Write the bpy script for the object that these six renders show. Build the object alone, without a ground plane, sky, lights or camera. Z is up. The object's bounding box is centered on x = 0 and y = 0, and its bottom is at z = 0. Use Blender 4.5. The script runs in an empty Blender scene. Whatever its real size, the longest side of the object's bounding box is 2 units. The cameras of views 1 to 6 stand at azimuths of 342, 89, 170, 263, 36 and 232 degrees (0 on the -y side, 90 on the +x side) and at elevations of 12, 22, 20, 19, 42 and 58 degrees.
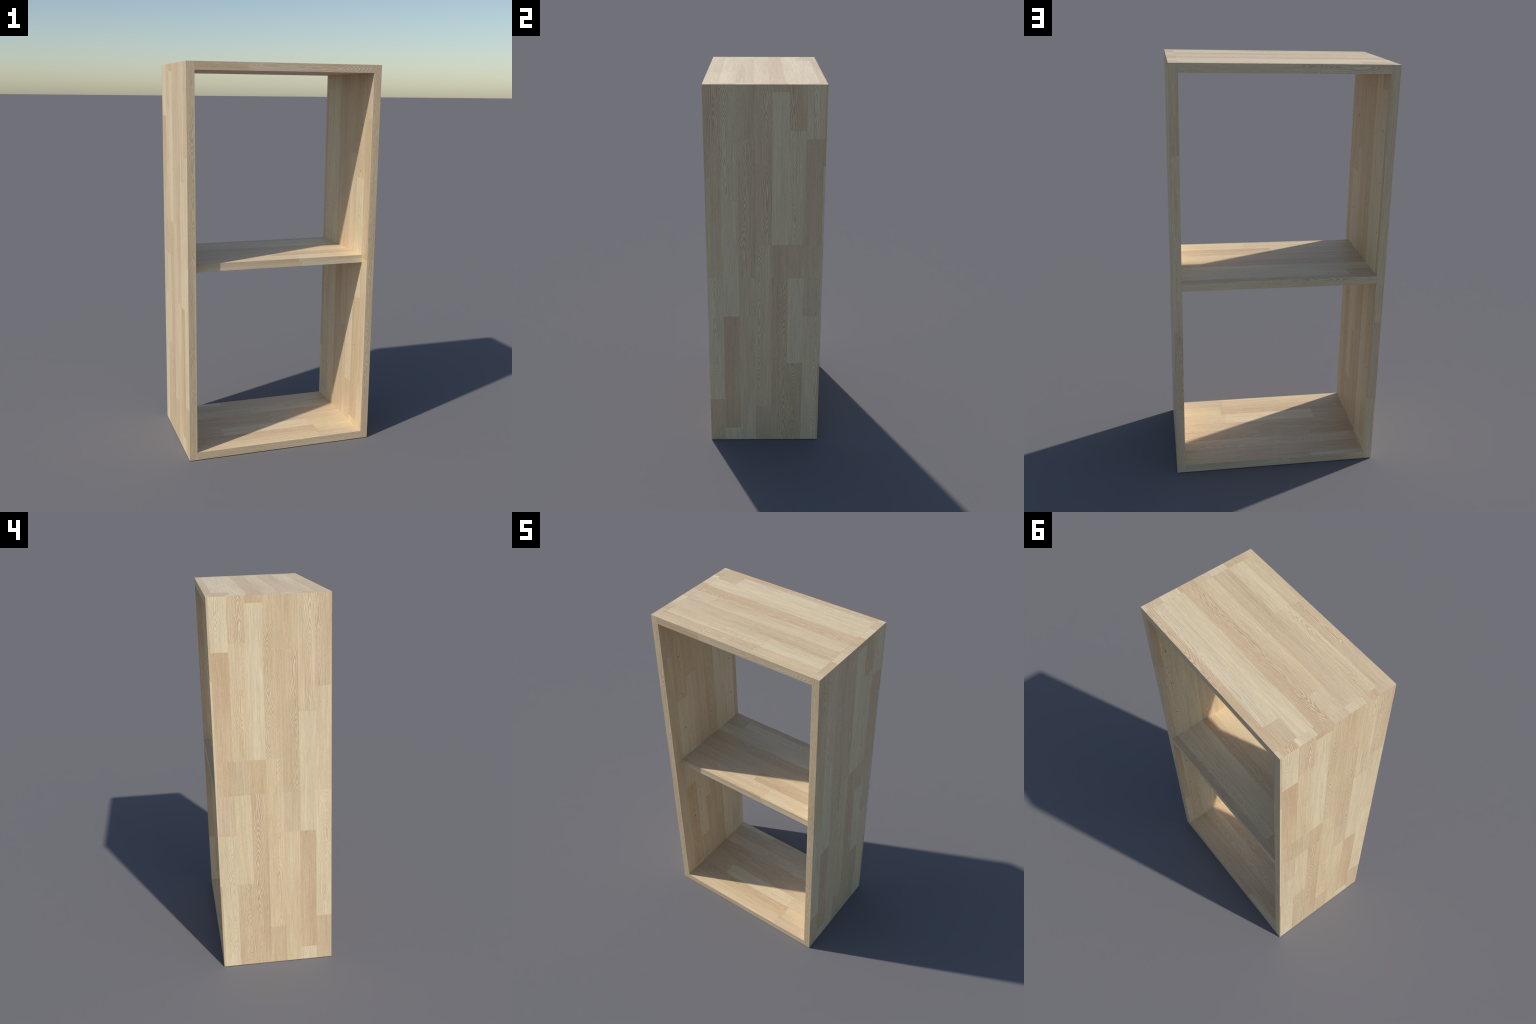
"""Tall open bookcase: two laminated side panels, a top, a bottom and one set-back shelf.

Every board is a core faced with edge-glued wooden staves.  Each stave is a real
piece of wood (mitred where two faces of a board meet), laid out in columns.
"""
import bpy
import bmesh
from mathutils import Matrix, Vector

# ------------------------------------------------------------------ sizes (m)
HALF_W, HALF_D, HEIGHT = 0.50, 0.30, 2.00
BOARD = 0.04                    # thickness of every board
SKIN = 0.007                    # thickness of the staves on a board's faces
INNER = HALF_W - BOARD
EASE = 0.00032                  # how much each stave's edges are eased
SHELF_FRONT, SHELF_BACK, SHELF_MID = -0.239, 0.2994, 1.0000
PEG_RADIUS, PEG_DEPTH = 0.0042, 0.010
PEG_Y = (-0.180, 0.241)
PEG_Z = (0.260, 0.500, 0.740, 1.220, 1.460, 1.700)

# ------------------------------------------------------------------ materials
# tone letter -> (base colour sRGB, darker grain colour sRGB)
TONES = {
    'P': ((235, 216, 179), (215, 191, 152)),    # palest cream
    'Y': ((232, 212, 170), (214, 189, 146)),    # pale, yellowish
    'L': ((231, 209, 171), (209, 182, 144)),    # light
    'M': ((223, 199, 161), (201, 172, 135)),    # medium
    'K': ((225, 202, 167), (205, 176, 142)),    # medium, pinkish
    'T': ((222, 196, 158), (200, 168, 131)),    # tan
}
TONE_NAMES = {'P': 'cream', 'Y': 'straw', 'L': 'light', 'M': 'medium',
              'K': 'rosy', 'T': 'tan'}


def linear(rgb):
    out = []
    for v in rgb:
        v /= 255.0
        out.append(v / 12.92 if v <= 0.04045 else ((v + 0.055) / 1.055) ** 2.4)
    return (*out, 1.0)


class Graph:
    """Small helper to wire shader nodes."""

    def __init__(self, mat):
        mat.use_nodes = True
        self.t = mat.node_tree
        self.t.nodes.clear()

    def node(self, kind, **props):
        n = self.t.nodes.new(kind)
        for k, v in props.items():
            setattr(n, k, v)
        return n

    def put(self, sock, val):
        if isinstance(val, bpy.types.NodeSocket):
            self.t.links.new(val, sock)
        else:
            sock.default_value = val

    def math(self, op, a, b=0.0, c=None, clamp=False):
        n = self.node('ShaderNodeMath', operation=op, use_clamp=clamp)
        self.put(n.inputs[0], a)
        self.put(n.inputs[1], b)
        if c is not None:
            self.put(n.inputs[2], c)
        return n.outputs[0]

    def noise(self, vec, w, detail=2.0, rough=0.5, scale=1.0, distortion=0.0):
        n = self.node('ShaderNodeTexNoise', noise_dimensions='4D')
        self.put(n.inputs['Vector'], vec)
        self.put(n.inputs['W'], w)
        n.inputs['Scale'].default_value = scale
        n.inputs['Detail'].default_value = detail
        n.inputs['Roughness'].default_value = rough
        n.inputs['Distortion'].default_value = distortion
        return n.outputs['Fac']

    def scaled(self, vec, x, y, z=1.0):
        n = self.node('ShaderNodeVectorMath', operation='MULTIPLY')
        self.put(n.inputs[0], vec)
        n.inputs[1].default_value = (x, y, z)
        return n.outputs[0]

    def ramp(self, fac, lo, hi, a=0.0, b=1.0, smooth=True):
        n = self.node('ShaderNodeMapRange',
                      interpolation_type='SMOOTHSTEP' if smooth else 'LINEAR')
        self.put(n.inputs['Value'], fac)
        for k, v in (('From Min', lo), ('From Max', hi), ('To Min', a), ('To Max', b)):
            n.inputs[k].default_value = v
        return n.outputs['Result']

    def mix(self, fac, a, b, blend='MIX'):
        n = self.node('ShaderNodeMix', data_type='RGBA', blend_type=blend)
        self.put(n.inputs['Factor'], fac)
        self.put(n.inputs['A'], a)
        self.put(n.inputs['B'], b)
        return n.outputs['Result']


def wood(tone, figured):
    """Wood of one tone.  Local X runs across the stave, local Y along it."""
    base, dark = TONES[tone]
    mat = bpy.data.materials.new(
        TONE_NAMES[tone] + ('_figured_wood' if figured else '_straight_wood'))
    g = Graph(mat)
    rnd = g.node('ShaderNodeObjectInfo').outputs['Random']
    seed = g.math('MULTIPLY', rnd, 173.0)
    obj = g.node('ShaderNodeTexCoord').outputs['Object']
    sep = g.node('ShaderNodeSeparateXYZ')
    g.put(sep.inputs[0], obj)
    x, y = sep.outputs[0], sep.outputs[1]

    def dice(k, lo, hi):            # a constant of this stave, drawn from its random number
        return g.ramp(g.math('FRACT', g.math('MULTIPLY', rnd, k)), 0.0, 1.0, lo, hi, False)

    # slow drift of tone over the stave, long streaks, fine pores
    drift = g.noise(g.scaled(obj, 14.0, 1.6), seed, 1.0)
    streak = g.noise(g.scaled(obj, 130.0, 3.0), g.math('ADD', seed, 11.0), 3.0, 0.6)
    pore = g.noise(g.scaled(obj, 360.0, 40.0), g.math('ADD', seed, 23.0), 2.0, 0.6)

    # growth rings: long nested ovals around an off-centre pith line
    bow = g.noise(g.scaled(obj, 0.0, 3.0), g.math('ADD', seed, 5.0), 1.0)
    off = g.math('ADD', g.math('SUBTRACT', x, dice(37.7, -0.028, 0.028)),
                 g.math('MULTIPLY', g.math('SUBTRACT', bow, 0.5), 0.03))
    wander = g.noise(g.scaled(obj, 3.0, 5.0), g.math('ADD', seed, 47.0), 1.0, 0.45)
    reach = g.math('ADD', g.math('SUBTRACT', y, dice(53.1, -0.35, 0.35)),
                   g.math('MULTIPLY', g.math('SUBTRACT', wander, 0.5), 0.42))
    kx, ky = (135.0, dice(29.3, 15.0, 30.0)) if figured else (210.0, 7.0)
    # pointed ovals: V-shaped tips, slightly rounded
    ax = g.math('SQRT', g.math('ADD', g.math('MULTIPLY', off, off), 0.000012))
    ay = g.math('SQRT', g.math('ADD', g.math('MULTIPLY', reach, reach), 0.002))
    rings = g.math('ADD', g.math('MULTIPLY', ax, kx), g.math('MULTIPLY', ay, ky))
    wobble = g.noise(g.scaled(obj, 60.0, 11.0), g.math('ADD', seed, 71.0), 2.0)
    rings = g.math('ADD', rings, g.math('MULTIPLY', wobble, 2.2))
    wave = g.math('SINE', g.math('MULTIPLY', rings, 6.2832))
    # the bold figure keeps to the middle of the rings and comes and goes
    heart = g.ramp(g.math('ABSOLUTE', off), 0.010, 0.042, 1.0, 0.25)
    fade = g.ramp(g.noise(g.scaled(obj, 22.0, 4.0), g.math('ADD', seed, 91.0), 1.0), 0.36, 0.60, 0.32, 1.0)
    strength = g.math('MULTIPLY', heart, fade)
    gain = 1.0 if figured else 0.20
    late = g.math('MULTIPLY', g.math('MULTIPLY', g.ramp(wave, 0.1, 1.0), strength), gain)
    early = g.math('MULTIPLY', g.math('MULTIPLY', g.ramp(wave, -0.3, -1.0), strength), gain)

    amount = g.math('ADD', g.ramp(drift, 0.3, 0.7, 0.0, 0.38), g.ramp(streak, 0.3, 0.75, 0.0, 0.45))
    amount = g.math('ADD', amount, g.ramp(pore, 0.45, 0.8, 0.0, 0.50))
    amount = g.math('ADD', amount, late)
    if figured:
        amount = g.math('SUBTRACT', amount, g.math('MULTIPLY', heart, 0.12))
    amount = g.math('SUBTRACT', amount, 0.06, clamp=True)
    colour = g.mix(amount, linear(base), linear(dark))
    # pale early wood and pale flecks
    pale = linear(tuple(v + (232 - v) * 0.45 if i == 0 else v + ((218, 186)[i - 1] - v) * 0.45
                        for i, v in enumerate(base)))
    fleck = g.noise(g.scaled(obj, 300.0, 18.0), g.math('ADD', seed, 131.0), 2.0, 0.6)
    colour = g.mix(g.math('ADD', g.ramp(fleck, 0.5, 0.8, 0.0, 0.45), early, clamp=True), colour, pale)
    # mottling: fibres a little rosier, greener, lighter or darker than the rest
    mott = g.node('ShaderNodeTexNoise', noise_dimensions='4D')
    g.put(mott.inputs['Vector'], g.scaled(obj, 150.0, 75.0))
    g.put(mott.inputs['W'], g.math('ADD', seed, 151.0))
    mott.inputs['Detail'].default_value = 1.0
    tint = g.mix(0.6, (0.5, 0.5, 0.5, 1.0), mott.outputs['Color'])
    colour = g.mix(0.85, colour, tint, 'OVERLAY')
    # every stave a touch lighter, darker, rosier or yellower than its neighbours,
    # and its fibres run lighter and darker side by side
    fibre = g.noise(g.scaled(obj, 190.0, 8.0), g.math('ADD', seed, 171.0), 2.0, 0.65)
    band = g.noise(g.scaled(obj, 60.0, 2.2), g.math('ADD', seed, 191.0), 1.0)
    value = g.math('MULTIPLY', dice(91.3, 0.984, 1.012),
                   g.math('MULTIPLY', g.ramp(fibre, 0.25, 0.75, 0.90, 1.10, False),
                          g.ramp(band, 0.25, 0.75, 0.955, 1.045, False)))
    hsv = g.node('ShaderNodeHueSaturation')
    g.put(hsv.inputs['Color'], colour)
    g.put(hsv.inputs['Hue'], dice(67.9, 0.497, 0.5015))
    g.put(hsv.inputs['Saturation'], dice(17.1, 0.97, 1.04))
    g.put(hsv.inputs['Value'], value)

    bump = g.node('ShaderNodeBump')
    bump.inputs['Strength'].default_value = 0.06
    bump.inputs['Distance'].default_value = 0.001
    g.put(bump.inputs['Height'], g.math('SUBTRACT', 1.0, pore))
    bsdf = g.node('ShaderNodeBsdfPrincipled')
    g.put(bsdf.inputs['Base Color'], hsv.outputs[0])
    g.put(bsdf.inputs['Normal'], bump.outputs[0])
    bsdf.inputs['Roughness'].default_value = 0.5
    bsdf.inputs['Specular IOR Level'].default_value = 0.5
    out = g.node('ShaderNodeOutputMaterial')
    g.put(out.inputs['Surface'], bsdf.outputs[0])
    return mat


WOOD = {(t, f): wood(t, f) for t in TONES for f in (False, True)}


def speck_material():
    mat = bpy.data.materials.new('chalky_blue_white')
    g = Graph(mat)
    n = g.noise(g.node('ShaderNodeTexCoord').outputs['Object'], 0.0, scale=400.0)
    bsdf = g.node('ShaderNodeBsdfPrincipled')
    g.put(bsdf.inputs['Base Color'], g.mix(n, linear((226, 228, 224)), linear((205, 214, 220))))
    bsdf.inputs['Roughness'].default_value = 0.7
    g.put(g.node('ShaderNodeOutputMaterial').inputs['Surface'], bsdf.outputs[0])
    return mat


# ------------------------------------------------------------------ geometry
def mesh_object(name, verts, faces, material, parent):
    me = bpy.data.meshes.new(name)
    me.from_pydata(verts, [], faces)
    me.update()
    me.materials.append(material)
    ob = bpy.data.objects.new(name, me)
    bpy.context.scene.collection.objects.link(ob)
    ob.parent = parent
    return ob


BOX_FACES = [(0, 3, 2, 1), (4, 5, 6, 7), (0, 1, 5, 4),
             (1, 2, 6, 5), (2, 3, 7, 6), (3, 0, 4, 7)]
STAVE_FACES = [(0, 3, 2, 1), (8, 9, 10, 11)] + [
    (a + k, (a + 1) % 4 + k, (a + 1) % 4 + k + 4, a + k + 4) for k in (0, 4) for a in range(4)]
AXES = [Vector((1, 0, 0)), Vector((0, 1, 0)), Vector((0, 0, 1))]


def box_verts(lo, hi):
    return [(lo[0], lo[1], lo[2]), (hi[0], lo[1], lo[2]), (hi[0], hi[1], lo[2]), (lo[0], hi[1], lo[2]),
            (lo[0], lo[1], hi[2]), (hi[0], lo[1], hi[2]), (hi[0], hi[1], hi[2]), (lo[0], hi[1], hi[2])]


class Board:
    """A core whose exposed faces get a skin of staves."""

    def __init__(self, name, lo, hi, exposed, parent):
        self.lo, self.hi, self.exposed = lo, hi, exposed
        inset = SKIN - 0.0004
        clo = [lo[a] + (inset if (a, -1) in exposed else 0.0006) for a in range(3)]
        chi = [hi[a] - (inset if (a, 1) in exposed else 0.0006) for a in range(3)]
        self.core = mesh_object(name, box_verts(clo, chi), BOX_FACES, WOOD['M', False], parent)
        self.staves = []

    def side(self, axis, sign):
        return self.hi[axis] if sign > 0 else self.lo[axis]

    def clad(self, axis, sign, along, columns, kind):
        """columns: (c0, c1, [(end, tone, figured), ...]) measured in world units;
        pieces run from the low end of the board to each `end` in turn."""
        cross = 3 - axis - along
        z = AXES[axis] * sign
        yv = AXES[along]
        xv = yv.cross(z)
        flip = xv[cross]                       # +1 or -1
        level = self.side(axis, sign)
        for c0, c1, pieces in columns:
            start = self.lo[along]
            for end, tone, figured in pieces:
                end = min(end, self.hi[along])
                if end - start < 1e-5:
                    continue
                mid = [0, 0, 0]
                mid[axis], mid[along], mid[cross] = level, (start + end) / 2, (c0 + c1) / 2
                hc, hl = (c1 - c0) / 2, (end - start) / 2
                # mitre where the stave reaches an exposed arris of the board
                m = {}
                for key, ax, pos, s in (('c0', cross, c0, -1), ('c1', cross, c1, 1),
                                        ('l0', along, start, -1), ('l1', along, end, 1)):
                    at_rim = abs(pos - self.side(ax, s)) < 1e-6 and (ax, s) in self.exposed
                    m[key] = SKIN if at_rim else 0.0
                lo_c, hi_c = (m['c0'], m['c1']) if flip > 0 else (m['c1'], m['c0'])
                e = EASE                                    # eased edges: fine joint lines
                top = [(-hc + e, -hl + e, 0), (hc - e, -hl + e, 0), (hc - e, hl - e, 0), (-hc + e, hl - e, 0)]
                rim = [(-hc, -hl, -e), (hc, -hl, -e), (hc, hl, -e), (-hc, hl, -e)]
                bot = [(-hc + lo_c, -hl + m['l0'], -SKIN), (hc - hi_c, -hl + m['l0'], -SKIN),
                       (hc - hi_c, hl - m['l1'], -SKIN), (-hc + lo_c, hl - m['l1'], -SKIN)]
                ob = mesh_object(kind, bot + rim + top, STAVE_FACES, WOOD[tone, bool(figured)], self.core)
                ob.matrix_world = Matrix.Translation(mid) @ Matrix((xv, yv, z)).transposed().to_4x4()
                self.staves.append(ob)
                start = end


def columns(bounds, rows):
    return [(a, b, r) for a, b, r in zip(bounds[:-1], bounds[1:], rows)]


def run(text):
    """'0.27M 1.0Pf 2.0T' -> [(0.27,'M',0),(1.0,'P',1),(2.0,'T',0)]; f marks bold figure."""
    out = []
    for word in text.split():
        fig = word.endswith('f')
        word = word.rstrip('f')
        out.append((float(word[:-1]), word[-1], fig))
    return out


def rows(*texts):
    return [run(t) for t in texts]


# stave layouts -------------------------------------------------------------
OUTER_Y = [-0.3, -0.2175, -0.133, -0.0485, 0.036, 0.1205, 0.205, 0.2895, 0.3]
OUTER = columns(OUTER_Y, rows(
    '0.266M 1.0Pf 1.549L 2Mf',
    '0.078Pf 0.779T 1.423P 2Lf',
    '0.779L 1.0K 1.737Mf 2M',
    '0.222M 1.186Lf 2Mf',
    '1.0Tf 1.186T 1.964P 2T',
    '0.495Mf 1.0P 1.186M 1.778Lf 2Tf',
    '0.779Pf 1.0K 1.186M 1.737T 2Pf',
    '0.49T 1.60P 2T'))
INNER_Y = [-0.3, -0.227, -0.142, -0.064, 0.015, 0.098, 0.186, 0.267, 0.3]
INSIDE = columns(INNER_Y, rows(
    '1.0L 1.737M 2K',
    '0.07Y 0.777T 1.424P 2Mf',
    '0.269K 1.0Pf 1.55L 2M',
    '0.575M 1.0L 1.867M 2T',
    '0.32T 1.0M 2Tf',
    '0.094Y 1.0Pf 2P',
    '0.094Y 1.0L 1.885Pf 2M',
    '0.352P 1.0T 1.61Tf 2T'))
TOP_Y = [-0.3, -0.227, -0.143, -0.058, 0.024, 0.101, 0.186, 0.262, 0.3]
TOP_ROWS = rows(
    '-0.197K 0.105Mf 1L',
    '0.118Lf 1P',
    '-0.010K 1M',
    '-0.327K 1L',
    '1Tf',
    '1P',
    '-0.340M 1Pf',
    '-0.070T 1Tf')
TOP = columns(TOP_Y, TOP_ROWS)
SHELF_Y = [SHELF_FRONT] + TOP_Y[1:-1] + [SHELF_BACK]
SHELF_TOP = columns(SHELF_Y, TOP_ROWS)
BOTTOM = columns([-0.3, -0.227, -0.145, -0.058, 0.015, 0.097, 0.180, 0.265, 0.3], rows(
    '0.224L 1K',
    '0.240Tf 1Y',
    '-0.272M 0.221Pf 1L',
    '0.035M 1K',
    '-0.219T 0.05M 1Tf',
    '-0.43L 1Lf',
    '-0.445P 1M',
    '-0.185P 1T'))
UNDER_ROWS = rows('0.2M 1Lf', '-0.1P 1Tf', '1L', '0.3Mf 1P', '-0.2L 1M', '0.1Pf 1K', '-0.3T 1L', '1M')
SIDE_END = columns([-0.3, -0.219, -0.142, -0.056, 0.027, 0.111, 0.205, 0.281, 0.3], rows(
    '1K', '1Tf', '1P', '1K', '1T', '1P', '1Tf', '1P'))


def flipped(cols):
    return [(-b, -a, r) for a, b, r in reversed(cols)]


# ------------------------------------------------------------------ build
def cut_pegs(panel, face_x, sign):
    """Drill blind shelf-pin holes into one inner face (core and staves)."""
    bm = bmesh.new()
    for y in PEG_Y:
        for z in PEG_Z:
            mat = Matrix.Translation((face_x - sign * (PEG_DEPTH / 2 - 0.002), y, z)) @ \
                Matrix.Rotation(1.5707963, 4, 'Y')
            bmesh.ops.create_cone(bm, cap_ends=True, segments=20, radius1=PEG_RADIUS,
                                  radius2=PEG_RADIUS, depth=PEG_DEPTH + 0.004, matrix=mat)
    me = bpy.data.meshes.new('drill')
    bm.to_mesh(me)
    bm.free()
    drill = bpy.data.objects.new('drill', me)
    bpy.context.scene.collection.objects.link(drill)
    bpy.context.view_layer.update()

    def pierced(ob):
        if abs(ob.matrix_world.translation.x - face_x) > 1e-4:
            return False
        pts = [ob.matrix_world @ v.co for v in ob.data.vertices]
        ys, zs = [p.y for p in pts], [p.z for p in pts]
        return any(min(ys) < y < max(ys) for y in PEG_Y) and any(min(zs) < z < max(zs) for z in PEG_Z)

    targets = [panel.core] + [s for s in panel.staves if pierced(s)]
    for ob in targets:
        mod = ob.modifiers.new('holes', 'BOOLEAN')
        mod.operation, mod.solver, mod.object = 'DIFFERENCE', 'EXACT', drill
    deps = bpy.context.evaluated_depsgraph_get()
    for ob in targets:
        new = bpy.data.meshes.new_from_object(ob.evaluated_get(deps))
        ob.modifiers.clear()
        ob.data = new
    bpy.data.objects.remove(drill)


def build():
    root = bpy.data.objects.new('bookcase', None)
    bpy.context.scene.collection.objects.link(root)
    root['label'] = 'tall open two-tier bookcase of pale laminated wood staves'
    root['category'] = 'bookcase'

    # upright panels
    rim = {(0, -1), (0, 1), (1, -1), (1, 1), (2, 1)}
    for sign in (-1, 1):
        xs = sorted((sign * HALF_W, sign * INNER))
        panel = Board('side_panel', (xs[0], -HALF_D, 0.0), (xs[1], HALF_D, HEIGHT), rim, root)
        panel.clad(0, sign, 2, OUTER, 'stave')
        panel.clad(0, -sign, 2, INSIDE, 'stave')
        # narrow edges: a broad strip outside and a thin pale one inside
        seam = sign * (INNER + 0.008)
        wide = (min(seam, sign * HALF_W), max(seam, sign * HALF_W))
        thin = (min(seam, sign * INNER), max(seam, sign * INNER))
        front = [wide + (run('0.222M 1.0Mf 2Mf'),), thin + (run('0.6L 2L'),)]
        back = [wide + (run('0.356L 0.776Tf 1.61L 2M'),), thin + (run('0.356L 0.776Mf 1.61L 2M'),)]
        panel.clad(1, -1, 2, front, 'edge_strip')
        panel.clad(1, 1, 2, back, 'edge_strip')
        panel.clad(2, 1, 0, SIDE_END, 'end_block')
        cut_pegs(panel, sign * INNER, -sign)

    # horizontal boards between the uprights
    rim = {(1, -1), (1, 1), (2, -1), (2, 1)}
    whole = lambda lo, hi, text: [(lo, hi, run(text))]

    def level(name, front_y, back_y, z0, top, under):
        b = Board(name, (-INNER, front_y, z0), (INNER, back_y, z0 + BOARD), rim, root)
        b.clad(2, 1, 0, top, 'stave')
        b.clad(2, -1, 0, under, 'stave')
        b.clad(1, 1, 0, whole(z0, z0 + BOARD, '-0.068Mf 1L'), 'edge_strip')
        return b

    under = columns(TOP_Y, UNDER_ROWS)
    z = HEIGHT - BOARD
    b = level('top_panel', -HALF_D, HALF_D, z, TOP, under)
    b.clad(1, -1, 0, whole(z, z + BOARD, '-0.197M 1Mf'), 'edge_strip')
    b = level('bottom_panel', -HALF_D, HALF_D, 0.0, BOTTOM, under)
    b.clad(1, -1, 0, whole(0.0, BOARD, '-0.198M 1Mf'), 'edge_strip')
    z = SHELF_MID - BOARD / 2
    b = level('shelf', SHELF_FRONT, SHELF_BACK, z, SHELF_TOP, columns(SHELF_Y, UNDER_ROWS))
    seam = z + 0.024
    b.clad(1, -1, 0, [(z, seam, run('0.118L 1P')), (seam, z + BOARD, run('-0.196M 0.102T 1L'))], 'edge_strip')

    # two stray specks of white filler that sit on the boards
    chalk = speck_material()
    for h in (HEIGHT, SHELF_MID + BOARD / 2):
        bm = bmesh.new()
        bmesh.ops.create_uvsphere(bm, u_segments=10, v_segments=6, radius=0.0035)
        bmesh.ops.scale(bm, vec=(1.0, 0.8, 0.15), verts=bm.verts)
        me = bpy.data.meshes.new('filler_speck')
        bm.to_mesh(me)
        bm.free()
        me.materials.append(chalk)
        ob = bpy.data.objects.new('filler_speck', me)
        bpy.context.scene.collection.objects.link(ob)
        ob.location = (-0.073, -0.055, h - 0.0003)
        ob.parent = root
    bpy.context.view_layer.update()


build()
